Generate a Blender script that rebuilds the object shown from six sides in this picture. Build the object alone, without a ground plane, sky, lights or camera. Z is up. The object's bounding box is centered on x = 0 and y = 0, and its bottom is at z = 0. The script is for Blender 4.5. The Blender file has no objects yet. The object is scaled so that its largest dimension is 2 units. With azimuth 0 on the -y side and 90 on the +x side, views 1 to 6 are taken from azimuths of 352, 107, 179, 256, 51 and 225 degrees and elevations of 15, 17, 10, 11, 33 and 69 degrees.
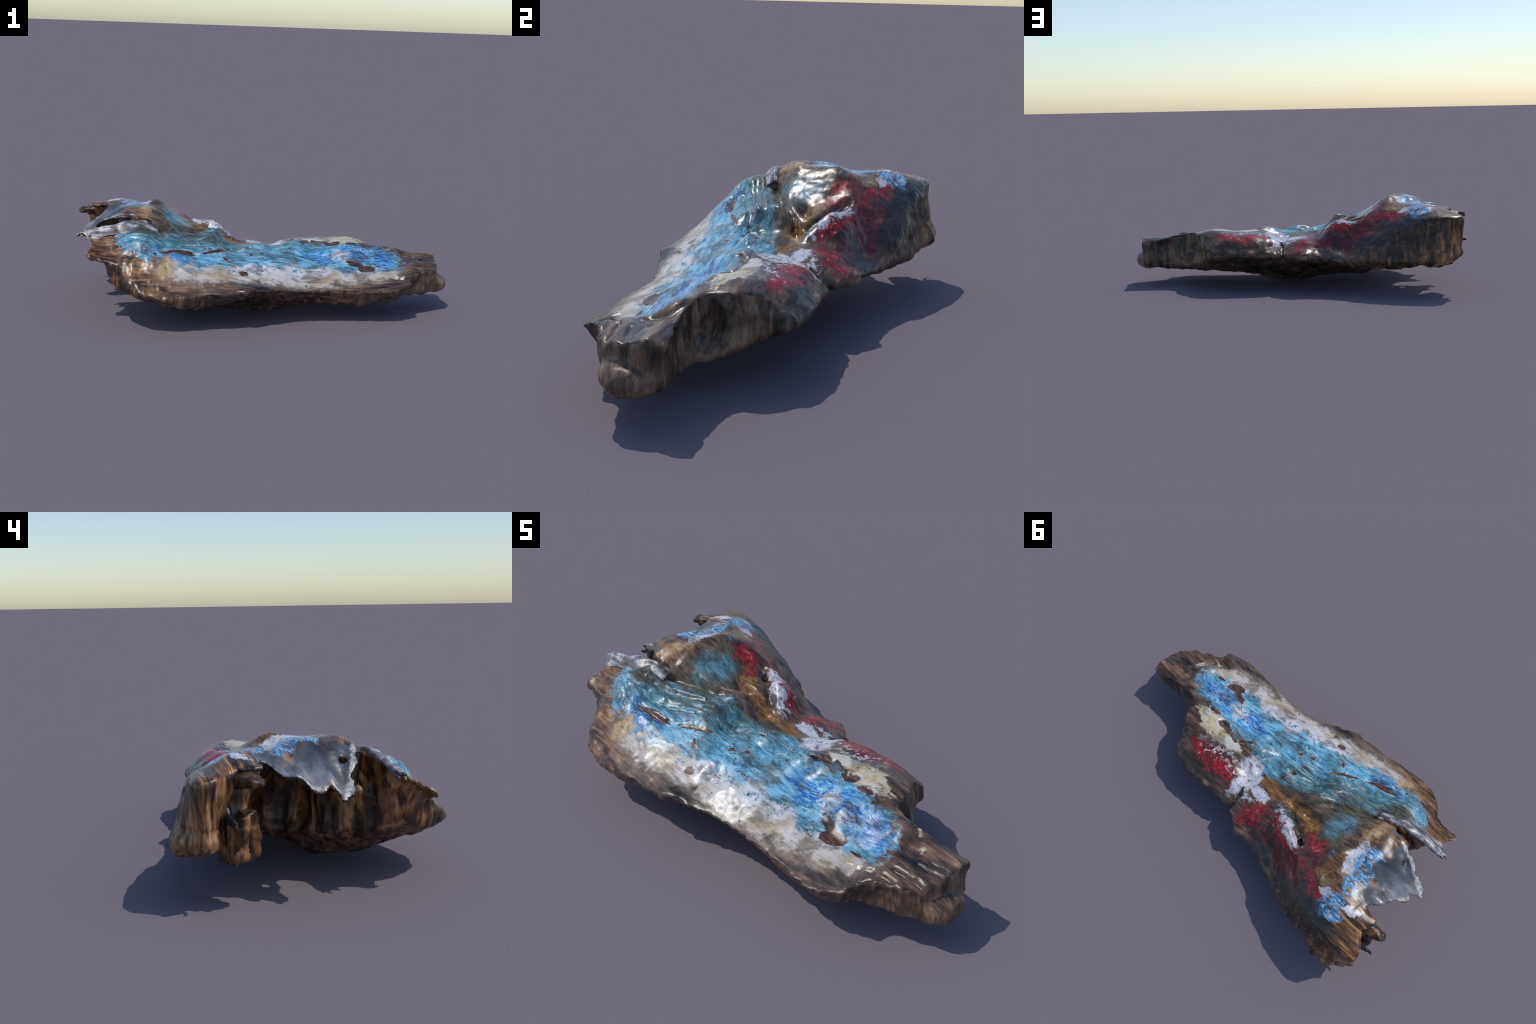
import bpy, math
import numpy as np

# ------------------------------------------------------------------ helpers
def hash3(i, j, k, s):
    n = (i * 374761393 + j * 668265263 + k * 1274126177 + s * 974711) & 0xFFFFFFFF
    n = ((n ^ (n >> 13)) * 1103515245) & 0xFFFFFFFF
    n = ((n ^ (n >> 16)) * 2246822519) & 0xFFFFFFFF
    return ((n >> 8) & 0xFFFF) / 32767.5 - 1.0

def vnoise(p, freq, seed=0):
    """smooth value noise in -1..1 at points p (N,3)"""
    q = np.asarray(p, float) * freq + 100.0
    b = np.floor(q).astype(np.int64); f = q - b
    f = f * f * f * (f * (f * 6 - 15) + 10)
    out = 0
    for dx in (0, 1):
        wx = f[:, 0] if dx else 1 - f[:, 0]
        for dy in (0, 1):
            wy = f[:, 1] if dy else 1 - f[:, 1]
            for dz in (0, 1):
                wz = f[:, 2] if dz else 1 - f[:, 2]
                out = out + wx * wy * wz * hash3(b[:, 0] + dx, b[:, 1] + dy, b[:, 2] + dz, seed)
    return out

def fbm(p, freq, seed=0, octaves=3):
    a, s = 1.0, 0
    for o in range(octaves):
        s = s + a * vnoise(p, np.asarray(freq) * 2.03 ** o, seed + 17 * o); a *= .5
    return s

class Spline:
    """thin-plate surface through control points (x, y, value)"""
    def __init__(self, pts, smooth=1e-4):
        P = np.array(pts, float); self.c = P[:, :2]; n = len(P)
        d = np.hypot(*(self.c[:, None] - self.c[None]).transpose(2, 0, 1))
        A = np.zeros((n + 3, n + 3)); A[:n, :n] = self.k(d) + smooth * np.eye(n)
        A[:n, n] = 1; A[:n, n + 1:] = self.c; A[n:, :n] = A[:n, n:].T
        self.w = np.linalg.solve(A, np.r_[P[:, 2], 0, 0, 0])
    @staticmethod
    def k(d):
        return d * d * np.log(np.maximum(d, 1e-9))
    def __call__(self, x, y):
        s = self.w[-3] + self.w[-2] * x + self.w[-1] * y
        for (cx, cy), w in zip(self.c, self.w):
            s = s + w * self.k(np.hypot(x - cx, y - cy))
        return s

def poly_sd(x, y, poly):
    """signed distance to a closed polygon, negative inside"""
    P = np.array(poly, float); best = np.full(x.shape, 1e9); inside = np.zeros(x.shape, bool)
    for (ax, ay), (bx, by) in zip(P, np.roll(P, -1, 0)):
        ex, ey = bx - ax, by - ay
        t = np.clip(((x - ax) * ex + (y - ay) * ey) / (ex * ex + ey * ey + 1e-12), 0, 1)
        best = np.minimum(best, np.hypot(x - ax - t * ex, y - ay - t * ey))
        if ay != by:
            inside ^= ((ay > y) != (by > y)) & (x < (bx - ax) * (y - ay) / (by - ay) + ax)
    return np.where(inside, -best, best)

def seg_d(x, y, pts):
    """distance to an open polyline"""
    best = np.full(np.shape(x), 1e9)
    for (ax, ay), (bx, by) in zip(pts[:-1], pts[1:]):
        ex, ey = bx - ax, by - ay
        t = np.clip(((x - ax) * ex + (y - ay) * ey) / (ex * ex + ey * ey + 1e-12), 0, 1)
        best = np.minimum(best, np.hypot(x - ax - t * ex, y - ay - t * ey))
    return best

def smax(a, b, k):
    h = np.clip(.5 - .5 * (b - a) / k, 0, 1)
    return b * (1 - h) + a * h + k * h * (1 - h)

def smin(a, b, k):
    return -smax(-a, -b, k)

# ------------------------------------------------------------------ the shape
# plan outlines of the log at three heights
OUT_MID = [(.94, -.008), (.95, -.06), (.95, -.13), (.93, -.195), (.86, -.252), (.78, -.29), (.735, -.325),
    (.735, -.38), (.65, -.43), (.547, -.437), (.45, -.437), (.307, -.435), (.172, -.443), (.035, -.465),
    (-.07, -.478), (-.106, -.497), (-.158, -.515), (-.197, -.51), (-.253, -.525), (-.364, -.532),
    (-.5, -.56), (-.59, -.566), (-.655, -.532), (-.722, -.466), (-.775, -.40), (-.80, -.3), (-.79, -.22),
    (-.72, -.1), (-.66, 0), (-.66, .1), (-.80, .22), (-.87, .28), (-.88, .34), (-.92, .39), (-.945, .465), (-.85, .553), (-.72, .532),
    (-.63, .515), (-.53, .493), (-.40, .452), (-.28, .418), (-.2, .392), (-.13, .365), (-.08, .355),
    (-.045, .378), (.006, .342), (.065, .30), (.078, .255), (.125, .30), (.213, .297), (.3, .31),
    (.41, .29), (.49, .27), (.535, .235), (.545, .18), (.592, .123), (.625, .065), (.612, .01),
    (.64, -.005), (.71, -.012), (.83, -.02)]
OUT_LOW = [(.93, -.01), (.96, -.09), (.965, -.165), (.93, -.215), (.84, -.235), (.70, -.31), (.6, -.36), (.45, -.35),
    (.307, -.31), (.172, -.25), (.035, -.24), (-.1, -.285), (-.2, -.37), (-.36, -.445), (-.47, -.465), (-.53, -.45),
    (-.595, -.40), (-.635, -.33), (-.68, -.25), (-.66, -.15), (-.60, 0), (-.60, .1), (-.75, .22), (-.82, .28), (-.80, .36),
    (-.79, .44), (-.77, .52), (-.72, .50), (-.63, .46), (-.53, .42), (-.40, .35), (-.28, .28), (-.2, .22), (-.08, .16),
    (.006, .13), (.1, .09), (.213, .11), (.3, .13), (.41, .145), (.53, .17), (.66, .10), (.70, .05), (.74, -.01), (.83, -.03)]
OUT_HIGH = [(.945, .005), (.945, -.06), (.94, -.13), (.92, -.195), (.86, -.245), (.78, -.28), (.735, -.315),
    (.735, -.37), (.65, -.415), (.547, -.42), (.45, -.42), (.307, -.42), (.172, -.43), (.035, -.455),
    (-.07, -.465), (-.12, -.487), (-.158, -.505), (-.253, -.51), (-.364, -.515),
    (-.5, -.538), (-.6, -.548), (-.665, -.517), (-.73, -.458), (-.785, -.405), (-.857, -.355), (-.885, -.34), (-.89, -.30),
    (-.88, -.25), (-.85, -.21), (-.74, -.1), (-.70, 0), (-.70, .12), (-.84, .26), (-.88, .33),
    (-.91, .37), (-.95, .43), (-.955, .475), (-.90, .495), (-.80, .49), (-.70, .472),
    (-.62, .455), (-.53, .432), (-.40, .38), (-.28, .36), (-.2, .36), (-.13, .345), (-.08, .343),
    (-.045, .37), (.006, .33), (.065, .292), (.078, .246), (.125, .29), (.213, .29), (.3, .295),
    (.41, .275), (.49, .25), (.52, .215), (.525, .177), (.565, .105), (.59, .05), (.595, .0),
    (.635, -.015), (.71, -.022), (.83, -.015)]
Z_LOW, Z_MID, Z_HIGH = .08, .21, .44

TOP = [(.529, -.22, .265), (.475, -.14, .312), (.45, -.10, .325), (-.045, -.33, .262), (.06, -.30, .283), (-.08, -.30, .303), (-.139, -.363, .27), (-.46, -.31, .372), (-.49, -.345, .375), (-.47, -.40, .332), (-.59, -.376, .372), (-.667, -.32, .437), (-.259, -.232, .351),
    (-.823, -.045, .487), (-.979, .008, .392), (-.577, .14, .55), (-.60, .06, .54), (-.644, .0, .535), (-.604, -.046, .535), (-.655, .16, .51), (-.715, .1, .535), (-.762, .003, .528), (-.70, .21, .515), (-.78, .12, .495), (-.82, .19, .478), (-.533, .185, .526),
    (.074, .204, .278), (.13, .2, .30), (-.042, .376, .236), (.543, -.017, .341), (.445, .2, .312), (.355, .21, .318), (.25, .225, .308), (.337, .126, .338), (.087, .111, .301), (.7, -.07, .33),
    (-.115, -.486, .232), (-.125, .129, .32), (-.35, .251, .40), (-.415, .255, .445), (-.634, .318, .489), (-.624, .384, .455),
    (.51, .18, .312), (.58, .075, .342), (.60, .02, .335), (.933, .0, .285), (.944, -.04, .287), (.85, -.015, .292), (.723, -.346, .235), (-.58, -.135, .465),
    (-.669, -.115, .53), (-.912, .266, .491), (-.995, .282, .466), (-.644, -.524, .223), (-.355, .055, .41),
    (.205, -.03, .36), (.23, -.09, .305), (.396, -.006, .345), (.137, -.274, .267), (-.086, -.195, .324), (-.227, -.275, .325),
    (.435, -.191, .278), (.583, -.285, .24), (.76, -.069, .306), (-.524, 0, .503), (-.373, -.291, .353),
    (-.544, -.315, .378), (-.207, -.199, .344), (-.439, .182, .455), (.047, .071, .315), (-.051, .228, .309), (.516, .077, .357),
    (.39, -.39, .205), (.15, -.394, .2), (-.354, -.505, .22), (-.142, -.491, .228), (-.92, -.348, .377), (-.943, -.21, .445),
    (-.76, .31, .518), (-.156, .2, .335), (.225, .15, .333), (-.85, .466, .468), (-.8, -.33, .37), (-.72, -.42, .32),
    (-.75, -.265, .435), (-.72, -.21, .472), (-.80, -.225, .462), (-.88, -.225, .445), (-.3, .34, .275), (-.42, .39, .32), (-.15, .32, .25), (.3, .29, .24), (.12, .27, .24), 
    (.87, -.23, .255), (.62, -.40, .2), (.47, .24, .27), (-.42, -.10, .425), (-.345, -.09, .41), (-.25, -.04, .42), (-.265, -.13, .392), (-.212, .04, .36), (-.36, 0, .42), (-.215, -.085, .322), (-.15, -.07, .325), (-.045, -.08, .352), (.13, -.02, .352), (.163, -.06, .355), (.155, .02, .335), (.08, .02, .318), (-.1, 0, .325), (-.45, -.17, .40), (-.61, -.27, .445), (-.02, -.27, .298), (-.2, .215, .375), (-.25, .248, .382),
    (.3, -.25, .265), (.05, -.1, .325), (.3, -.12, .285), (-.9, .36, .485), (-.92, .42, .475), (-.5, -.45, .28), (.84, -.14, .287), (.79, -.10, .288), (.78, -.19, .282), (.61, -.18, .262), (.57, -.14, .285), (.65, -.2, .248), (.675, -.17, .262), (.75, -.26, .262), (.93, -.13, .276), (.915, -.18, .264)]
BOT = [(0, -.13, 0), (-.1, -.13, 0), (.12, -.13, .01), (0, -.21, .055), (-.1, -.22, .055), (.12, -.2, .04), (0, 0, .04), (-.2, -.3, .105), (.05, -.3, .105), (.257, -.25, .07), (.475, -.3, .075), (.7, -.3, .11), (.846, -.2, .105),
    (.987, -.1, .11), (.9, 0, .115), (.686, .03, .11), (.389, .1, .135), (.25, .15, .15), (-.05, .16, .145), (.126, .06, .095), (-.169, .05, .095), (-.3, .2, .14),
    (-.455, .4, .15), (-.624, .48, .165), (-.854, .45, .20), (-.93, .33, .225), (-.85, .3, .205), (-.8, .25, .2), (-.5, .17, .155),
    (-.4, .08, .11), (-.4, -.04, .05), (-.5, -.19, .05), (-.6, -.28, .11), (-.5, -.43, .105), (-.6, -.47, .155), (-.7, -.4, .175), (-.75, -.3, .19),
    (.3, .26, .20), (.45, .22, .18), (.1, .2, .165), (-.1, .28, .18), (-.3, .35, .16), (-.35, -.45, .11), (-.1, -.42, .165), (.15, -.37, .135), (.35, -.37, .105),
    (-.7, 0, .2), (-.7, .2, .25), (-.85, 0, .25)]

# ridges (+) and clefts (-) of the upper face: polyline, half width, height
RELIEF = [
    ([(-.572, -.141), (-.47, -.09), (-.39, -.062), (-.31, -.01), (-.255, .04), (-.19, .07)], .017, -.030),   # foot of the hill
    ([(-.321, -.143), (-.127, -.05)], .012, .013), ([(-.6, -.26), (-.42, -.20), (-.30, -.17)], .014, .012),
    ([(-.52, -.24), (-.33, -.165), (-.2, -.12)], .011, -.012),
    ([(-.62, -.22), (-.45, -.15), (-.36, -.115)], .010, .012), ([(-.55, -.275), (-.4, -.215), (-.25, -.15)], .009, -.011),
    ([(-.35, -.19), (-.15, -.12), (0, -.11)], .010, -.010), ([(-.28, -.14), (-.14, -.10), (.03, -.07)], .010, .010), ([(-.72, -.29), (-.6, -.33)], .010, -.010),
    ([(-.35, .193), (-.364, .205)], .017, -.045),                                                    # knot pit
    ([(-.141, .125), (-.348, .256)], .030, .016), ([(-.217, .114), (-.312, .168), (-.4, .224)], .020, -.024),
    ([(-.379, -.293), (-.551, -.326)], .013, -.016), ([(-.212, -.199), (-.34, -.267)], .008, -.008),  # long splits
    ([(.561, -.228), (.524, -.234), (.461, -.2)], .020, -.007), ([(.406, -.006), (.366, -.007)], .020, -.016),
    ([(.077, .188), (.082, .251)], .012, -.024), ([(-.058, -.395), (-.035, -.313)], .007, -.007),
    ([(.117, .068), (.09, .073)], .016, .012), ([(.212, -.031), (.267, .011)], .012, -.010),
    ([(.762, -.126), (.762, -.061), (.719, -.031), (.667, -.015)], .016, -.012),
    ([(.711, -.311), (.672, -.298)], .022, -.035), ([(.80, -.215), (.88, -.20), (.96, -.20)], .011, -.014), ([(.82, -.10), (.88, -.115), (.95, -.10)], .008, -.006), ([(.70, -.27), (.82, -.25)], .012, -.014), ([(.8, -.06), (.95, -.05)], .02, .010), ([(.74, -.25), (.81, -.10)], .012, -.010), ([(.84, -.15), (.94, -.13)], .010, -.008),
    ([(-.34, .06), (-.31, .075)], .026, -.035), ([(.02, -.10), (.10, -.02)], .016, -.010), ([(-.067, -.063), (-.05, -.06)], .016, -.014),
    ([(-.22, .31), (-.30, .345)], .030, -.020), ([(-.9, .08), (-.82, .11)], .02, -.008), ([(-.92, .03), (-.84, .04)], .016, .008)]
SLIT = [(-.575, -.138), (-.66, -.16), (-.75, -.187), (-.86, -.20), (-1.05, -.2), (-1.05, 0), (-.97, -.03), (-.82, -.095),
    (-.737, -.127), (-.66, -.143)]
FRONT_LIP = [(-.76, -.43), (-.80, -.40), (-.857, -.358), (-.89, -.370), (-.928, -.360), (-.942, -.333), (-.905, -.30), (-.90, -.27),
    (-.95, -.215), (-.80, -.20), (-.65, -.25), (-.68, -.40)]

FLAP = [(-.60, -.10), (-.66, -.14), (-.737, -.125), (-.823, -.093), (-.90, -.06), (-.967, -.028), (-.99, .01), (-.965, .03), (-.945, .07), (-.925, .09),
    (-.90, .13), (-.88, .165), (-.85, .195), (-.828, .23), (-.835, .252), (-.875, .26), (-.91, .266), (-.92, .289), (-.90, .33), (-.8, .36), (-.6, .3), (-.55, .1)]

H = .0065
gx = np.arange(-1.06, 1.06, H); gy = np.arange(-.62, .62, H); gz = np.arange(-.05, .62, H)
X2, Y2 = np.meshgrid(gx, gy, indexing='ij')
top_spline, bot_spline = Spline(TOP), Spline(BOT)
def relief(x, y):
    r = 0
    for line, w, h in RELIEF:
        r = r + h * np.exp(-(seg_d(x, y, line) / w) ** 2)
    return r
T2 = top_spline(X2, Y2) + relief(X2, Y2)
loose = np.clip((-.74 - X2) / .16, 0, 1) * np.clip((Y2 + .16) / .05, 0, 1) * np.clip((.27 - Y2) / .05, 0, 1)
T2 = T2 + loose * (.010 * np.sin(58 * Y2 + 14 * X2) + .006 * np.sin(31 * X2 - 40 * Y2))
B2 = bot_spline(X2, Y2); B2 = smax(B2, 0 * B2 + .004, .02) + .003
D_LOW, D_MID, D_HIGH = (poly_sd(X2, Y2, o) for o in (OUT_LOW, OUT_MID, OUT_HIGH))
torn = .015 * fbm(np.stack([X2.ravel(), Y2.ravel(), 0 * X2.ravel()], 1), 26, 40).reshape(X2.shape)
flap2 = poly_sd(X2, Y2, FLAP) + torn
K2 = np.interp(X2, [.42, .56], [.026, .010])
slit2, lip2 = poly_sd(X2, Y2, SLIT), poly_sd(X2, Y2, FRONT_LIP) + torn * .8
hole2 = np.hypot((X2 + .823), (Y2 + .045)) - .014
F = np.empty((len(gx), len(gy), len(gz)), np.float32)
for k, z in enumerate(gz):
    a = np.interp(z, [Z_LOW, Z_MID], [0, 1]); b = np.interp(z, [Z_MID, Z_HIGH], [0, 1])
    wall = (D_LOW * (1 - a) + D_MID * a) if z < Z_MID else (D_MID * (1 - b) + D_HIGH * b)
    body = smax(wall, z - T2, K2)
    body = smax(body, B2 - z, .04)
    # hollow that eats in from the broken end
    cav = np.sqrt(((X2 + 1.0) / .48) ** 2 + ((Y2 - .105 + .1 * (z - .3)) / .205) ** 2 + ((z - .27) / .30) ** 2)
    cav = (cav - 1) * .17
    cav = smax(cav, (z - (T2 - .03)), .02)
    body = smax(body, -cav, .03)
    body = smax(body, -smax(slit2, np.interp(X2, [-.95, -.80, -.70, -.60], [.24, .33, .41, .45]) - z, .02), .015)
    # rounded foot under the narrow end
    foot = (np.sqrt(((X2 - .93) / .064) ** 2 + ((Y2 + .125) / .095) ** 2 + ((z - .155) / .058) ** 2) - 1) * .055
    body = smin(body, foot, .012)
    # splintered lobe beside the hollow: a pocket, a cleft and a low stump
    pocket = (np.sqrt(((X2 + .965) / .085) ** 2 + ((Y2 - .345) / .042) ** 2 + ((z - .37) / .045) ** 2) - 1) * .042
    body = smax(body, -pocket, .012)
    cleft = smax(seg_d(X2, Y2, [(-1.0, .415), (-.87, .385), (-.84, .35)]) - .011, z - .33, .02)
    body = smax(body, -cleft, .012)
    # the stump is an angular chunk, leaning out and twisted against the axes
    cx, cy, cz = X2 + .865 + .25 * (z - .25), Y2 - .335, z - .255
    ca, sa = math.cos(.45), math.sin(.45)
    stump = np.maximum(np.maximum(np.abs(ca * cx + sa * cy) - .058, np.abs(ca * cy - sa * cx) - .040 + .12 * cz),
                       np.abs(cz + .35 * cy) - .085)
    body = smin(body, stump, .008)
    # torn sheet roofing the hollow
    flap = smax(flap2, np.abs(z - (T2 - .009)) - .009, .008)
    flap = np.maximum(flap, -hole2)
    lip = smax(lip2, np.abs(z - (T2 - .010)) - .010, .008)
    F[:, :, k] = np.minimum(np.minimum(body, flap), lip)

def surface_nets(F, gx, gy, gz):
    S = F < 0
    n = np.array(F.shape)
    c = np.zeros(n - 1, np.int8)
    for i in (0, 1):
        for j in (0, 1):
            for k in (0, 1):
                c += S[i:n[0] - 1 + i, j:n[1] - 1 + j, k:n[2] - 1 + k]
    act = np.argwhere((c > 0) & (c < 8))
    idx = np.full(c.shape, -1, np.int64); idx[tuple(act.T)] = np.arange(len(act))
    acc = np.zeros((len(act), 3)); cnt = np.zeros(len(act))
    corners = [(i, j, k) for i in (0, 1) for j in (0, 1) for k in (0, 1)]
    for a in corners:
        for ax in range(3):
            if a[ax]: continue
            b = list(a); b[ax] = 1
            fa = F[tuple((act + a).T)]; fb = F[tuple((act + b).T)]
            m = (fa < 0) != (fb < 0)
            t = np.where(m, fa / np.where(fa == fb, 1, fa - fb), 0)
            p = np.array(a, float)[None] + np.eye(3)[ax][None] * t[:, None]
            acc[m] += p[m]; cnt[m] += 1
    V = (act + acc / cnt[:, None]) * H + np.array([gx[0], gy[0], gz[0]])
    quads = []
    for ax in range(3):
        u, v = (ax + 1) % 3, (ax + 2) % 3
        sl0 = [slice(1, -1)] * 3; sl1 = [slice(1, -1)] * 3
        sl0[ax] = slice(0, -1); sl1[ax] = slice(1, None)
        A, B = S[tuple(sl0)], S[tuple(sl1)]
        e = np.argwhere(A != B)
        off = np.array([1, 1, 1]); off[ax] = 0
        e = e + off
        flip = S[tuple(e.T)]
        du = np.eye(3, dtype=int)[u]; dv = np.eye(3, dtype=int)[v]
        q = np.stack([idx[tuple((e - du - dv).T)], idx[tuple((e - dv).T)], idx[tuple(e.T)], idx[tuple((e - du).T)]], 1)
        q[~flip] = q[~flip][:, ::-1]
        quads.append(q)
    return V, np.concatenate(quads)

V, Q = surface_nets(F, gx, gy, gz)

def largest_piece(V, Q):
    """drop crumbs that the cuts left floating"""
    lab = np.arange(len(V))
    while True:
        new = lab.copy(); m = lab[Q].min(1)
        for i in range(4): np.minimum.at(new, Q[:, i], m)
        new = new[new]
        if (new == lab).all(): break
        lab = new
    ids, n = np.unique(lab[Q[:, 0]], return_counts=True)
    print('pieces', sorted(n)[::-1][:6])
    keep = Q[lab[Q[:, 0]] == ids[n.argmax()]]
    used, inv = np.unique(keep, return_inverse=True)
    return V[used], inv.reshape(keep.shape)
V, Q = largest_piece(V, Q)

def vert_normals(V, Q):
    a = V[Q[:, 2]] - V[Q[:, 0]]; b = V[Q[:, 3]] - V[Q[:, 1]]
    fn = np.cross(a, b); N = np.zeros_like(V)
    for i in range(4):
        for ax in range(3):
            N[:, ax] += np.bincount(Q[:, i], fn[:, ax], len(V))
    return N / np.maximum(np.linalg.norm(N, axis=1), 1e-12)[:, None]

def relax(V, Q, it, lam=.5):
    e = np.concatenate([Q[:, [0, 1]], Q[:, [1, 2]], Q[:, [2, 3]], Q[:, [3, 0]]])
    e = np.concatenate([e, e[:, ::-1]])
    cnt = np.bincount(e[:, 0], minlength=len(V))
    for _ in range(it):
        M = np.stack([np.bincount(e[:, 0], V[e[:, 1], a], len(V)) for a in range(3)], 1) / cnt[:, None]
        V = V + lam * (M - V)
    return V

V = relax(V, Q, 2)
N = vert_normals(V, Q)

# lumps, ledges and flutes: gentle on the upper face, rough on the walls and the belly
up = np.clip(N[:, 2], 0, 1) ** 1.5
side = (1 - up) * np.clip(1 + N[:, 2] * .4, 0, 1)
amp = (.0032 * fbm(V, (9, 14, 9), 3, 2) * up + side * (.009 * fbm(V, (7, 7, 13), 9) + .006 * fbm(V, (34, 34, 8), 5, 2) - .009 * np.clip(.25 - np.abs(vnoise(V, (15, 15, 5), 77)), 0, 1) * 2 * np.clip(.6 + vnoise(V, (6, 6, 6), 78), 0, 1.3))
       + np.clip(-N[:, 2], 0, 1) * .009 * fbm(V, (9, 12, 9), 21))
amp = amp + side * np.clip((-.5 - V[:, 0]) / .2, 0, 1) * .011 * fbm(V, (17, 17, 6), 31, 2)   # folds of the broken end
thin = (V[:, 0] < -.8) & (V[:, 2] > .3)
V = V + N * (amp * np.where(thin, .3, 1))[:, None]
print('low', V[:, 2].min())
V[:, 2] -= V[:, 2].min()
N = vert_normals(V, Q)
print('verts', len(V), 'extent', V.min(0), V.max(0))

# ------------------------------------------------------------------ materials
# where the paint sits on the upper face: ellipses (x, y, half length, half width, angle)
BLUE = [(0.594, -0.145, 0.139, 0.102, -7.585),
    (0.414, -0.135, 0.194, 0.118, -6.46),
    (0.272, -0.14, 0.149, 0.125, 5.802),
    (0.096, -0.143, 0.202, 0.159, 8.406),
    (-0.078, -0.16, 0.218, 0.173, 11.219),
    (-0.26, -0.195, 0.211, 0.155, 11.44),
    (-0.416, -0.256, 0.216, 0.139, 13.26),
    (-0.574, -0.288, 0.176, 0.114, 3.818),
    (-0.688, -0.282, 0.096, 0.066, 0.531),
    (-0.003, -0.022, 0.126, 0.072, 8.434)]
BLUE2 = [(-0.709, 0.083, 0.082, 0.067, -112.95),
    (-0.698, 0.349, 0.085, 0.047, -121.94),
    (-0.747, 0.387, 0.047, 0.029, 12.556),
    (-0.723, 0.207, 0.074, 0.06, -92.64)]
DEEP = [(0.582, -0.133, 0.117, 0.08, 0.923),
    (0.305, -0.123, 0.113, 0.06, 9.194),
    (-0.482, -0.351, 0.105, 0.059, -3.607),
    (0.486, -0.108, 0.11, 0.057, -2.991),
    (-0.319, -0.026, 0.121, 0.029, 17.894)]
BAND = [(0.61, -0.278, 0.116, 0.052, 23.924),
    (0.422, -0.294, 0.165, 0.076, 8.249),
    (0.252, -0.307, 0.162, 0.076, 1.559),
    (0.108, -0.328, 0.138, 0.084, 4.48),
    (-0.023, -0.343, 0.132, 0.074, 6.635),
    (-0.156, -0.37, 0.127, 0.073, 8.007),
    (-0.321, -0.392, 0.149, 0.083, 9.615),
    (-0.46, -0.401, 0.122, 0.07, 6.318)]
WHITEBLOB = [(0.137, -0.273, 0.056, 0.049, 1.386),
    (0.294, -0.265, 0.063, 0.043, 26.486),
    (0.399, -0.12, 0.042, 0.052, 26.553),
    (-0.008, -0.306, 0.055, 0.045, 12.601),
    (-0.089, -0.339, 0.052, 0.05, 16.183)]
WHITE = [(0.116, 0.062, 0.059, 0.06, -3.625),
    (0.107, 0.18, 0.067, 0.034, 70.982),
    (0.065, 0.124, 0.048, 0.057, 133.859),
    (-0.252, 0.184, 0.131, 0.027, -29.023),
    (-0.638, 0.105, 0.078, 0.044, -80.918),
    (-0.648, 0.161, 0.028, 0.025, 98.362),
    (-0.635, 0.332, 0.039, 0.026, 163.966),
    (-0.792, 0.315, 0.058, 0.02, 29.707),
    (-0.022, 0.148, 0.056, 0.029, -171.615)]
RED = [(0.387, 0.172, 0.094, 0.029, -10.736),
    (0.326, 0.167, 0.132, 0.048, 0.264),
    (0.25, 0.179, 0.111, 0.054, -6.767),
    (0.174, 0.192, 0.093, 0.031, -8.384),
    (-0.041, 0.234, 0.091, 0.059, -115.909),
    (-0.221, 0.208, 0.107, 0.026, -30.901),
    (-0.447, 0.18, 0.074, 0.037, -31.145),
    (-0.295, 0.247, 0.062, 0.022, -20.598),
    (-0.407, 0.279, 0.067, 0.027, -6.58),
    (-0.55, 0.323, 0.09, 0.027, -19.451),
    (-0.598, 0.358, 0.05, 0.024, -32.776)]
SPECK = [(0.29, 0.121, 0.136, 0.033, 4.418),
    (0.011, 0.181, 0.093, 0.034, -147.665),
    (0.168, 0.148, 0.064, 0.026, -0.676)]
DARKRED = [(-0.473, 0.209, 0.109, 0.05, -30.859),
    (-0.103, 0.249, 0.082, 0.046, 178.085),
    (-0.226, 0.296, 0.124, 0.044, 1.369),
    (-0.384, 0.301, 0.087, 0.057, -7.671),
    (-0.378, 0.359, 0.122, 0.037, -13.188),
    (-0.509, 0.325, 0.092, 0.047, -11.732)]
OCHRE = [(-0.036, 0.08, 0.08, 0.047, -0.712),
    (-0.244, 0.086, 0.104, 0.043, -21.606),
    (-0.354, 0.126, 0.077, 0.043, -12.799),
    (-0.563, 0.246, 0.043, 0.029, -120.988),
    (-0.571, 0.195, 0.074, 0.025, -105.189),
    (-0.178, 0.082, 0.063, 0.035, -0.539)]
TAN = [(-0.624, -0.038, 0.068, 0.032, -109.84),
    (-0.531, -0.427, 0.041, 0.046, 7.124),
    (-0.587, 0.272, 0.039, 0.018, 5.207)]
OLIVE = [(-0.441, -0.053, 0.144, 0.066, -154.575),
    (-0.372, 0.031, 0.1, 0.066, 163.396),
    (-0.52, 0.106, 0.072, 0.06, -109.708),
    (-0.311, -0.034, 0.089, 0.028, -141.864),
    (-0.61, -0.222, 0.115, 0.041, 16.796)]
MURK = [(-0.266, -0.086, 0.291, 0.091, -157.228),
    (-0.127, -0.073, 0.139, 0.059, -174.454),
    (-0.508, -0.232, 0.178, 0.062, -166.794),
    (-0.069, -0.002, 0.084, 0.033, -172.965)]
TEAL = [(-0.472, 0.008, 0.08, 0.055, -110.26),
    (-0.467, 0.076, 0.039, 0.029, -103.073),
    (-0.535, 0.183, 0.013, 0.014, -144.83),
    (-0.527, 0.253, 0.01, 0.008, -174.829)]
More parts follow.
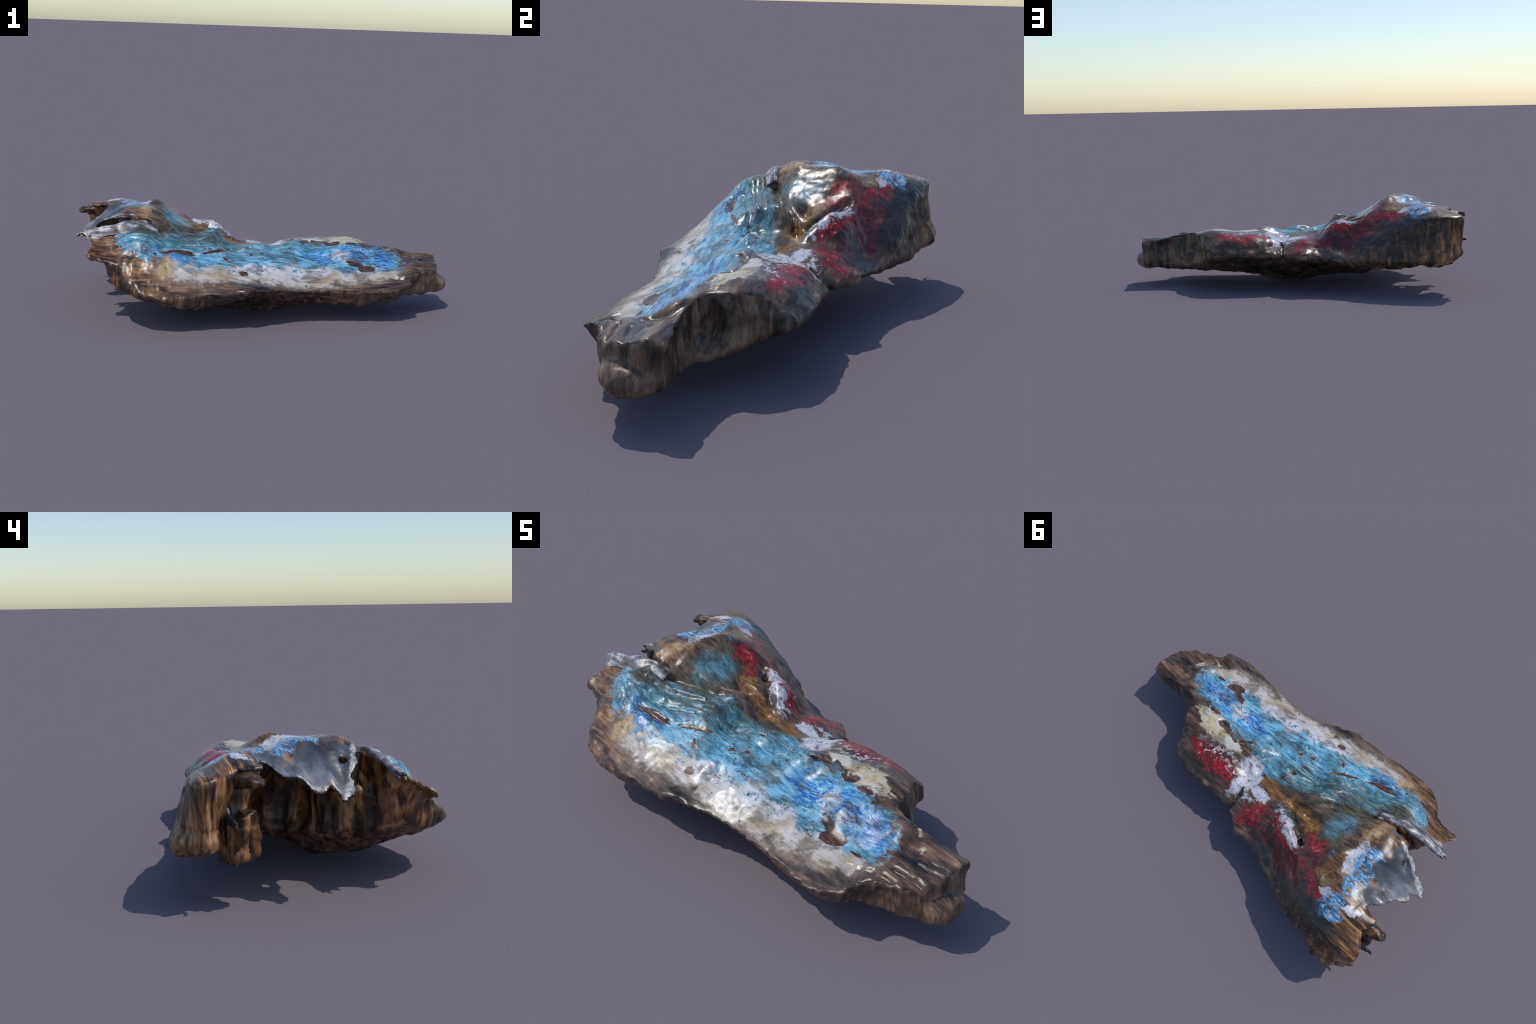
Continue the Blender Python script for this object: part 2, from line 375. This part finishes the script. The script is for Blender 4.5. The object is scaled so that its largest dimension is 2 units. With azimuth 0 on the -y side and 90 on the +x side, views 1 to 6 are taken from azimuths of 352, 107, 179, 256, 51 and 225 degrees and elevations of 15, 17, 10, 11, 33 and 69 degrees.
YELLOW = [(0.447, 0.027, 0.11, 0.052, -11.853),
    (0.358, 0.051, 0.092, 0.039, 3.398),
    (0.272, 0.056, 0.078, 0.029, 2.823)]
HOLE = [(0.53, -0.232, 0.052, 0.027, 23.624),
    (0.479, -0.204, 0.053, 0.016, 160.033),
    (0.396, -0.011, 0.034, 0.023, 19.505),
    (0.369, -0.009, 0.029, 0.013, -178.757),
    (0.484, -0.034, 0.035, 0.012, 6.558),
    (-0.47, -0.305, 0.084, 0.016, -166.948),
    (-0.275, -0.23, 0.079, 0.009, -150.677),
    (-0.084, -0.196, 0.014, 0.012, -151.83),
    (-0.022, -0.169, 0.012, 0.011, -154.211),
    (-0.227, -0.278, 0.018, 0.009, 130.367),
    (-0.139, -0.363, 0.022, 0.015, -161.585),
    (-0.07, -0.059, 0.018, 0.012, -156.306),
    (-0.362, 0.206, 0.025, 0.015, 145.074),
    (0.078, 0.202, 0.038, 0.009, 95.383),
    (0.23, -0.017, 0.048, 0.009, 30.366),
    (0.637, -0.227, 0.024, 0.008, -175.396)]
GREY = [(-0.836, 0.045, 0.112, 0.077, -162.844),
    (-0.832, -0.023, 0.109, 0.062, -35.554),
    (-0.823, 0.19, 0.07, 0.057, -115.917),
    (-0.809, -0.165, 0.142, 0.025, -159.62),
    (-0.916, -0.016, 0.077, 0.036, 166.063),
    (-0.841, -0.063, 0.088, 0.04, -25.136),
    (-0.87, 0.162, 0.101, 0.034, -127.149)]
RIM = [(-0.801, -0.092, 0.061, 0.01, -19.318),
    (-0.889, -0.057, 0.072, 0.012, -22.955),
    (-0.958, -0.018, 0.06, 0.014, -28.902),
    (-0.935, 0.07, 0.074, 0.009, -126.503),
    (-0.925, -0.336, 0.023, 0.009, -93.882)]
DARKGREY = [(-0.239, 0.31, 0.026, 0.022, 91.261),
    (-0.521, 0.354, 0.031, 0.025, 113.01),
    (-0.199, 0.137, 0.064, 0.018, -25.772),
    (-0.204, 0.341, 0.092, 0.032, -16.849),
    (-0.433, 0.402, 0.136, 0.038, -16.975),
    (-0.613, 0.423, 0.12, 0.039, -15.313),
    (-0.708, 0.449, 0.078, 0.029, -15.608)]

class Tree:
    """small helper that writes node formulas"""
    def __init__(self, name, roughness):
        self.m = bpy.data.materials.new(name); self.m.use_nodes = True
        self.t = self.m.node_tree; self.n = self.t.nodes; self.l = self.t.links
        self.bsdf = self.n['Principled BSDF']; self.bsdf.inputs['Roughness'].default_value = roughness
        self.obj = self.n.new('ShaderNodeTexCoord').outputs['Object']; self.last = None
    def put(self, sock, v):
        if isinstance(v, bpy.types.NodeSocket): self.l.new(v, sock)
        elif isinstance(v, tuple) and len(v) == 3 and sock.type == 'RGBA': sock.default_value = (*v, 1)
        else: sock.default_value = v
    def math(self, op, a, b=0.0, c=0.0, clamp=False):
        n = self.n.new('ShaderNodeMath'); n.operation = op; n.use_clamp = clamp
        for s, v in zip(n.inputs, (a, b, c)): self.put(s, v)
        return n.outputs[0]
    def vec(self, op, a, b=None, scale=None):
        n = self.n.new('ShaderNodeVectorMath'); n.operation = op; self.put(n.inputs[0], a)
        if b is not None: self.put(n.inputs[1], b)
        if scale is not None: self.put(n.inputs['Scale'], scale)
        return n.outputs['Value'] if op in ('LENGTH', 'DOT_PRODUCT') else n.outputs[0]
    def mapping(self, v, loc=(0, 0, 0), rot=(0, 0, 0), scale=(1, 1, 1), kind='POINT'):
        n = self.n.new('ShaderNodeMapping'); n.vector_type = kind; self.put(n.inputs[0], v)
        n.inputs[1].default_value = loc; n.inputs[2].default_value = rot; n.inputs[3].default_value = scale
        return n.outputs[0]
    def noise(self, v, scale, detail=4.0, rough=.55, dist=0.0):
        n = self.n.new('ShaderNodeTexNoise'); self.put(n.inputs['Vector'], v)
        for k, x in (('Scale', scale), ('Detail', detail), ('Roughness', rough), ('Distortion', dist)):
            n.inputs[k].default_value = x
        return n.outputs['Fac']
    def shake(self, scale, detail):
        """random plan offset, -.5 to .5 (one after the other keeps the shader's memory small)"""
        n = self.n.new('ShaderNodeCombineXYZ')
        for i in (0, 1):
            f = self.noise(self.mapping(self.obj, loc=(3.7 * i, 1.3 * i, 9.1 * i)), scale, detail, .62)
            self.put(n.inputs[i], self.math('SUBTRACT', f, .5))
        return n.outputs[0]
    def voronoi(self, v, scale):
        n = self.n.new('ShaderNodeTexVoronoi'); self.put(n.inputs['Vector'], v); n.inputs['Scale'].default_value = scale
        return n.outputs['Distance']
    def step(self, v, a, b, lo=0.0, hi=1.0):
        n = self.n.new('ShaderNodeMapRange'); n.interpolation_type = 'SMOOTHSTEP'; n.clamp = True
        for s, x in zip(n.inputs, (v, a, b, lo, hi)): self.put(s, x)
        return n.outputs[0]
    def ramp(self, f, stops):
        n = self.n.new('ShaderNodeValToRGB'); self.put(n.inputs[0], f); e = n.color_ramp.elements
        while len(e) < len(stops): e.new(.5)
        for x, (p, c) in zip(e, stops): x.position = p; x.color = (*c, 1)
        return n.outputs[0]
    def mix(self, f, a, b):
        n = self.n.new('ShaderNodeMix'); n.data_type = 'RGBA'
        self.put(n.inputs[0], f); self.put(n.inputs[6], a); self.put(n.inputs[7], b)
        return n.outputs[2]
    def blobs(self, v, ellipses):
        """smallest normalised distance to a set of ellipses (1 on the rim)"""
        d = None
        for k, (x, y, rx, ry, ang) in enumerate(ellipses):
            if self.last is not None and k % 3 == 0:      # forces one-by-one evaluation
                v = self.vec('SCALE', v, scale=self.math('MULTIPLY_ADD', self.last, 1e-7, 1.0))
            q = self.mapping(v, (x, y, 0), (0, 0, math.radians(ang)), (rx, ry, 50), 'TEXTURE')
            r = self.vec('LENGTH', q)
            d = r if d is None else self.math('MINIMUM', d, r)
            self.last = d
        return d
    def finish(self, colour, bump=None, strength=.3, dist=.004):
        self.put(self.bsdf.inputs['Base Color'], colour)
        if bump is not None:
            b = self.n.new('ShaderNodeBump'); b.inputs['Strength'].default_value = strength
            b.inputs['Distance'].default_value = dist
            self.put(b.inputs['Height'], bump); self.put(self.bsdf.inputs['Normal'], b.outputs[0])
        return self.m

def wood_colour(t):
    """dark weathered brown with tan grain: along the log on top, down the broken walls"""
    geo = t.n.new('ShaderNodeNewGeometry'); nz = t.n.new('ShaderNodeSeparateXYZ'); t.put(nz.inputs[0], geo.outputs['Normal'])
    w = t.step(nz.outputs[2], .30, .62)
    b = t.noise(t.obj, 3.2, 3)
    def grain(scale, rot):
        g = t.mapping(t.obj, rot=(0, 0, math.radians(rot)), scale=scale)
        a = t.noise(g, 9, 6, .66, 1.1); c = t.noise(g, 34, 4, .6)
        return t.math('ADD', t.math('MULTIPLY', a, .80), t.math('MULTIPLY', c, .26))
    down, along = grain((2.0, 2.0, .42), 0), grain((.5, 2.6, 1.2), 8)
    f = t.math('ADD', t.math('MULTIPLY', along, w), t.math('MULTIPLY', down, t.math('SUBTRACT', 1.0, w)))
    f = t.math('MULTIPLY_ADD', b, .30, t.math('SUBTRACT', f, .03))
    cold = t.ramp(f, [(.52, (.010, .009, .008)), (.60, (.040, .027, .021)), (.69, (.12, .068, .044)), (.81, (.29, .175, .11))])
    warm = t.ramp(f, [(.53, (.009, .006, .004)), (.615, (.050, .023, .010)), (.695, (.20, .090, .034)), (.80, (.50, .27, .12))])
    sx = t.n.new('ShaderNodeSeparateXYZ'); t.put(sx.inputs[0], t.obj)
    return t.mix(t.step(t.math('ADD', sx.outputs[0], t.math('MULTIPLY', b, .5)), -.05, -.62), cold, warm), f

def wood_material():
    t = Tree('weathered_wood', .38)
    col, f = wood_colour(t)
    return t.finish(col, f, .35, .006)

def hollow_material():
    t = Tree('rotten_wood', .38)
    g = t.mapping(t.obj, scale=(1.6, 1.6, .45)); a = t.noise(g, 9, 5, .6, 1.2)
    col = t.ramp(a, [(.38, (.006, .004, .003)), (.48, (.044, .018, .007)), (.58, (.18, .076, .025)), (.69, (.44, .23, .09))])
    return t.finish(col, a, .4, .006)

def sheet_material():
    t = Tree('curled_sheet', .32)
    a = t.noise(t.mapping(t.obj, scale=(.8, 2.5, 2.5)), 11, 5, .6); b = t.noise(t.obj, 34, 5, .65)
    f = t.math('ADD', t.math('MULTIPLY', a, .7), t.math('MULTIPLY', b, .3))
    col = t.ramp(f, [(.38, (.045, .030, .022)), (.45, (.13, .105, .09)), (.51, (.20, .20, .22)), (.57, (.50, .49, .52)), (.68, (.60, .59, .62))])
    return t.finish(col, b, .25, .003)

def char_material():
    t = Tree('charred_edge', .45)
    a = t.noise(t.obj, 40, 3)
    return t.finish(t.ramp(a, [(.4, (.008, .009, .010)), (.65, (.03, .032, .036))]), a, .3, .003)

def paint_material():
    t = Tree('peeling_paint', .27)
    wood, grain = wood_colour(t)
    # ragged outlines: warp the plan coordinates before measuring
    v = t.vec('ADD', t.obj, t.vec('SCALE', t.shake(9, 5), scale=.125))
    fine = t.shake(55, 5)
    vf = t.vec('ADD', t.obj, t.vec('SCALE', fine, scale=.022))
    v = t.vec('ADD', v, t.vec('SCALE', fine, scale=.03))
    streak = t.mapping(t.obj, rot=(0, 0, math.radians(-12)), scale=(.42, 1.6, 1))
    n1 = t.noise(streak, 26, 8, .68, .8); n2 = t.noise(t.obj, 7, 4, .6); n3 = t.noise(streak, 70, 5, .65)
    n4 = t.noise(t.obj, 38, 6, .7, .5)
    rag = t.math('MULTIPLY_ADD', t.math('SUBTRACT', n1, .5), 1.5, t.math('MULTIPLY', t.math('SUBTRACT', n4, .5), .9))
    def mask(ell, soft=.12, warp=v, edge=.97, ragged=True):
        d = t.blobs(warp, ell)
        return t.step(t.math('ADD', d, rag) if ragged else d, edge + soft, edge - soft)
    def also(m, f): return t.math('MULTIPLY', m, f)
    col = wood
    # pale primer along the front
    primer = t.ramp(t.math('ADD', t.math('MULTIPLY', n2, .6), t.math('MULTIPLY', n1, .4)),
                    [(.38, (.30, .22, .14)), (.46, (.44, .37, .29)), (.53, (.54, .50, .48)), (.64, (.59, .57, .61))])
    taupe = t.ramp(n1, [(.36, (.085, .065, .05)), (.5, (.20, .155, .12)), (.64, (.36, .30, .25))])
    band = t.blobs(v, BAND)
    col = t.mix(also(t.step(band, 1.5, .85), .85), col, taupe)
    col = t.mix(t.step(t.math('ADD', band, t.math('MULTIPLY', t.math('SUBTRACT', n4, .5), .8)), 1.02, .62), col, primer)
    # blue coat
    m_blue = mask(BLUE, .14)
    blue = t.ramp(n1, [(.33, (.030, .045, .060)), (.41, (.060, .19, .28)), (.48, (.11, .345, .52)), (.57, (.22, .50, .69)), (.66, (.50, .63, .71))])
    dull = t.ramp(n1, [(.34, (.035, .055, .05)), (.47, (.06, .16, .18)), (.58, (.12, .30, .36)), (.70, (.26, .42, .48))])
    murk = t.step(t.math('ADD', n2, t.math('MULTIPLY', n1, .4)), .66, .82)
    murk = t.math('MAXIMUM', also(murk, .7), also(mask(MURK, .5), t.step(n4, .30, .48)))
    blue = t.mix(murk, blue, dull)
    royal = t.ramp(n3, [(.36, (.012, .045, .22)), (.48, (.02, .14, .50)), (.58, (.08, .34, .66)), (.70, (.5, .62, .76))])
    blue = t.mix(also(mask(DEEP, .35), t.step(n4, .40, .56)), blue, royal)
    wear = t.step(n4, .60, .66)
    col = t.mix(also(m_blue, t.math('SUBTRACT', 1.0, also(wear, .55))), col, blue)
    col = t.mix(also(mask(WHITEBLOB, .25), t.step(n4, .40, .52)), col, (.60, .61, .66))
    # tarnish, ochre and tan round the hill
    olive = t.ramp(n1, [(.34, (.022, .024, .018)), (.48, (.085, .085, .055)), (.60, (.16, .15, .09)), (.72, (.30, .28, .2))])
    col = t.mix(also(mask(OLIVE, .4), t.step(n2, .36, .54)), col, olive)
    ochre = t.ramp(n1, [(.34, (.035, .016, .008)), (.47, (.15, .07, .022)), (.58, (.30, .16, .045)), (.72, (.50, .34, .15))])
    col = t.mix(mask(OCHRE, .3), col, ochre)
    teal = t.ramp(n1, [(.36, (.03, .09, .11)), (.5, (.07, .22, .29)), (.64, (.22, .42, .52))])
    col = t.mix(also(mask(TEAL, .6), .85), col, teal)
    tan = t.ramp(n4, [(.36, (.25, .14, .05)), (.52, (.48, .34, .17)), (.66, (.56, .48, .36))])
    col = t.mix(mask(TAN, .6), col, tan)
    # yellowed cream patch
    cream = t.ramp(t.math('ADD', t.math('MULTIPLY', n2, .65), t.math('MULTIPLY', n4, .35)),
                   [(.38, (.32, .21, .09)), (.47, (.48, .39, .24)), (.55, (.57, .53, .46)), (.66, (.60, .58, .59))])
    col = t.mix(mask(YELLOW, .16), col, cream)
    # dark red-brown skin, bright red and speckled white
    plum = t.ramp(n4, [(.36, (.016, .013, .015)), (.47, (.085, .016, .020)), (.58, (.20, .015, .022)), (.72, (.22, .13, .16))])
    col = t.mix(also(mask(DARKRED, .5), .92), col, plum)
    red = t.ramp(n4, [(.37, (.022, .011, .011)), (.45, (.12, .013, .014)), (.53, (.33, .015, .020)), (.62, (.42, .025, .032)), (.66, (.52, .44, .48))])
    col = t.mix(also(mask(RED, .30), t.step(n4, .36, .47)), col, red)
    pale = t.ramp(n4, [(.34, (.06, .05, .055)), (.42, (.40, .39, .42)), (.50, (.58, .58, .64)), (.8, (.64, .64, .70))])
    col = t.mix(mask(WHITE, .16), col, pale)
    col = t.mix(also(mask(SPECK, .45), t.step(n4, .50, .56)), col, pale)
    sky = t.ramp(n3, [(.34, (.03, .08, .16)), (.44, (.045, .22, .48)), (.53, (.16, .40, .62)), (.61, (.52, .58, .66))])
    col = t.mix(also(mask(BLUE2, .30), t.step(n4, .40, .50)), col, sky)
    # scorched grey sheet
    grey = t.ramp(t.noise(t.mapping(t.obj, rot=(0, 0, .5), scale=(1, 2, 1)), 5, 3), [(.36, (.030, .035, .041)), (.52, (.080, .087, .10)), (.68, (.30, .30, .33))])
    col = t.mix(mask(GREY, .10, ragged=False), col, grey)
    col = t.mix(also(mask(RIM, .5, vf, ragged=False), t.step(n4, .36, .5)), col, t.ramp(n4, [(.4, (.42, .40, .36)), (.6, (.62, .60, .58))]))
    col = t.mix(also(mask(DARKGREY, .4), .85), col, (.02, .024, .026))  # near-black over the rear slopes, partly shading painted into the colour
    # rusty stains and fine cracks in the coat
    stain = t.noise(t.mapping(t.obj, loc=(5, 2, 0), rot=(0, 0, math.radians(-12)), scale=(.7, 1.5, 1)), 9, 7, .68, .5)
    col = t.mix(also(t.step(stain, .51, .63), .62), col, t.ramp(n3, [(.38, (.020, .018, .016)), (.52, (.075, .055, .036)), (.66, (.17, .12, .07))]))
    crack = t.math('ABSOLUTE', t.math('SUBTRACT', t.noise(t.mapping(t.obj, rot=(0, 0, math.radians(-14)), scale=(.45, 1.7, 1)), 11, 5, .6, .7), .5))
    gate = also(t.step(t.noise(t.obj, 6, 2), .46, .54), m_blue)
    col = t.mix(also(also(t.step(crack, .022, .014), t.step(n3, .46, .54)), also(gate, .7)), col, (.48, .56, .62))
    col = t.mix(also(t.step(crack, .010, .005), gate), col, (.025, .022, .024))
    crack2 = t.math('ABSOLUTE', t.math('SUBTRACT', t.noise(t.mapping(t.obj, loc=(1, 4, 2), rot=(0, 0, math.radians(-16)), scale=(.5, 1.5, 1)), 24, 4, .6, .9), .5))
    col = t.mix(also(t.step(crack2, .014, .006), also(t.step(n2, .46, .54), m_blue)), col, (.03, .028, .03))
    # bare patches with a pale broken rim
    d = t.math('ADD', t.blobs(vf, HOLE), t.math('MULTIPLY', rag, .45))
    col = t.mix(also(t.step(d, 1.42, 1.18), also(t.step(n3, .48, .56), .6)), col, (.46, .53, .60))
    bare = t.ramp(t.noise(streak, 40, 4), [(.36, (.014, .009, .008)), (.52, (.07, .034, .024)), (.66, (.17, .075, .045))])
    col = t.mix(t.step(d, 1.10, .96), col, bare)
    # pinholes and flecks all over the coat
    fleck = t.step(t.voronoi(vf, 30), .16, .10)
    col = t.mix(also(fleck, t.step(t.noise(t.obj, 14, 2), .52, .58)), col, (.035, .028, .026))
    h = t.math('ADD', n1, t.math('MULTIPLY', n4, .6))
    h = t.math('SUBTRACT', t.math('MULTIPLY_ADD', m_blue, .35, h), also(t.step(crack, .016, .004), gate))
    return t.finish(col, h, .22, .005)

WOOD, HOLLOW, SHEET, CHAR, PAINT = wood_material(), hollow_material(), sheet_material(), char_material(), paint_material()

# ------------------------------------------------------------------ objects
root = bpy.data.objects.new('painted_driftwood', None)
bpy.context.scene.collection.objects.link(root)
root['label'] = 'weathered driftwood slab with peeling blue, red and white paint'
root['category'] = 'driftwood'

def part(name, V, Q, N, sel, mat, parent=root, extra=()):
    q = Q[sel]; used, inv = np.unique(q, return_inverse=True)
    me = bpy.data.meshes.new(name)
    me.from_pydata(V[used].tolist(), [], inv.reshape(q.shape).tolist()) if not len(extra) else me.from_pydata(V.tolist(), [], q.tolist() + [list(map(int, c)) for c in extra])
    me.polygons.foreach_set('use_smooth', [True] * len(me.polygons))
    me.update()
    if N is not None: me.normals_split_custom_set_from_vertices(N[used].tolist())
    o = bpy.data.objects.new(name, me); me.materials.append(mat)
    bpy.context.scene.collection.objects.link(o); o.parent = parent
    return o

# split the one smooth surface by region
C = V[Q].mean(1); NZ = N[Q].mean(1)
tz = top_spline(C[:, 0], C[:, 1]) + relief(C[:, 0], C[:, 1])
upper = (C[:, 2] > tz - .05) & (NZ[:, 2] > .30)
sheet_zone = (poly_sd(C[:, 0], C[:, 1], FLAP) < .03) & (C[:, 0] < -.70)
cav_in = (((C[:, 0] + 1.0) / .52) ** 2 + ((C[:, 1] - .10) / .215) ** 2 + ((C[:, 2] - .27) / .33) ** 2 < 1.0)
in_slit = poly_sd(C[:, 0], C[:, 1], SLIT) < .004
flap_sel = upper & sheet_zone & (C[:, 0] < -.745)
edge_sel = ~upper & sheet_zone & (C[:, 2] > tz - .035) & (poly_sd(C[:, 0], C[:, 1], FLAP) > -.012)
hollow_sel = ~upper & ~edge_sel & (cav_in | in_slit) 
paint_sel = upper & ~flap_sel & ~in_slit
hollow_sel |= upper & in_slit & ~flap_sel
body_sel = ~(flap_sel | edge_sel | hollow_sel | paint_sel)
part('wooden_body', V, Q, N, body_sel, WOOD)
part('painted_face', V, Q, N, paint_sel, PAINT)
flap = part('torn_flap', V, Q, N, flap_sel, PAINT)
part('charred_rim', V, Q, N, edge_sel, CHAR)
part('hollow', V, Q, N, hollow_sel, HOLLOW)

# rolled lip along the front side of the slit: a curled sheet swept along a path
def rolled_lip():
    path = np.array([(-.572, -.139, .468, .007), (-.645, -.166, .494, .013), (-.71, -.190, .497, .017), (-.80, -.207, .483, .016),
                     (-.88, -.212, .464, .015), (-.938, -.212, .445, .012)])
    ts = np.linspace(0, len(path) - 1, 70)
    px, py, pz, r = (np.interp(ts, range(len(path)), path[:, i]) for i in range(4))
    P = np.stack([px, py, pz - r * 1.0], 1)
    P = P + .003 * np.stack([vnoise(P, 30, s) for s in (1, 2, 3)], 1)
    tan = np.gradient(P, axis=0); tan /= np.linalg.norm(tan, axis=1)[:, None]
    sidev = np.cross(tan, (0, 0, 1)); sidev /= np.linalg.norm(sidev, axis=1)[:, None]
    upv = np.cross(sidev, tan)
    a = np.radians(np.linspace(-95, 200, 26)); rows = []
    skirt = np.clip((np.degrees(a) - 150) / 50, 0, 1) ** 1.5          # runs out flat onto the front
    wob = vnoise(np.stack([ts * 1.7, 0 * ts, 0 * ts], 1), 1.0, 4)
    for shell in (0.0, .005):
        rr = r[:, None] * (1 + .22 * wob[:, None] + .10 * np.sin(3 * a[None] + 2.5 * ts[:, None])) - shell
        g = P[:, None] + rr[..., None] * (np.cos(a)[None, :, None] * sidev[:, None] + np.sin(a)[None, :, None] * upv[:, None])
        g = g - skirt[None, :, None] * (.035 * sidev[:, None] + .020 * upv[:, None])
        # ragged end
        g[:, :, 0] += (np.clip((ts - ts[-1] + .6) / .6, 0, 1)[:, None] * .010 * np.sin(4.2 * a + 1)[None])
        rows.append(g)
    n, m = len(ts), len(a); vv = np.concatenate([rows[0].reshape(-1, 3), rows[1].reshape(-1, 3)])
    idx = np.arange(n * m).reshape(n, m); o = n * m; q = []
    for i in range(n - 1):
        for j in range(m - 1):
            q.append((idx[i, j], idx[i, j + 1], idx[i + 1, j + 1], idx[i + 1, j]))
            q.append((idx[i, j] + o, idx[i + 1, j] + o, idx[i + 1, j + 1] + o, idx[i, j + 1] + o))
        for j in (0, m - 1):
            q.append((idx[i, j], idx[i + 1, j], idx[i + 1, j] + o, idx[i, j] + o))
    for j in range(m - 1):
        for i in (0, n - 1):
            q.append((idx[i, j], idx[i, j] + o, idx[i, j + 1] + o, idx[i, j + 1]))
    q = np.array(q); part('rolled_lip', vv, q, None, np.ones(len(q), bool), SHEET)

# splinters left standing on the broken end
def splinter(root_pt, tip, width, height, seed, mat):
    a, b = np.array(root_pt), np.array(tip); L = np.linalg.norm(b - a); d = (b - a) / L
    s = np.cross(d, (0, 0, 1)); s /= np.linalg.norm(s); u = np.cross(s, d)
    n, m = 26, 22; t = np.linspace(0, 1, n); ang = np.linspace(0, 2 * np.pi, m, endpoint=False)
    w = (1 - .62 * t ** 1.6) * np.sqrt(np.clip(1 - ((t - .35) / .655) ** 14, 0.002, 1))
    g = a + (t * L)[:, None, None] * d
    ca, sa = np.cos(ang), np.sin(ang)
    sq = (np.abs(ca) ** 8 + np.abs(sa) ** 8) ** -.125
    g = g + w[:, None, None] * ((width * ca * sq)[None, :, None] * s + (height * sa * sq)[None, :, None] * u)
    vv = g.reshape(-1, 3)
    vv = vv + .011 * np.stack([vnoise(vv, 20, seed + i) + .6 * vnoise(vv, 46, seed + 9 + i) for i in range(3)], 1)
    idx = np.arange(n * m).reshape(n, m)
    q = [(idx[i, j], idx[i, (j + 1) % m], idx[i + 1, (j + 1) % m], idx[i + 1, j]) for i in range(n - 1) for j in range(m)]
    q = np.array(q)[:, ::-1]
    vv = np.vstack([vv, vv[-m:].mean(0)]); cap = [(idx[-1, (j + 1) % m], idx[-1, j], len(vv) - 1, len(vv) - 1) for j in range(m)]
    o = part('splinter', vv, q, None, np.ones(len(q), bool), mat, extra=[c[:3] for c in cap])

rolled_lip()
splinter((-.84, .335, .445), (-.997, .290, .446), .042, .025, 3, HOLLOW)
splinter((-.90, .385, .35), (-.988, .365, .30), .008, .016, 8, CHAR)
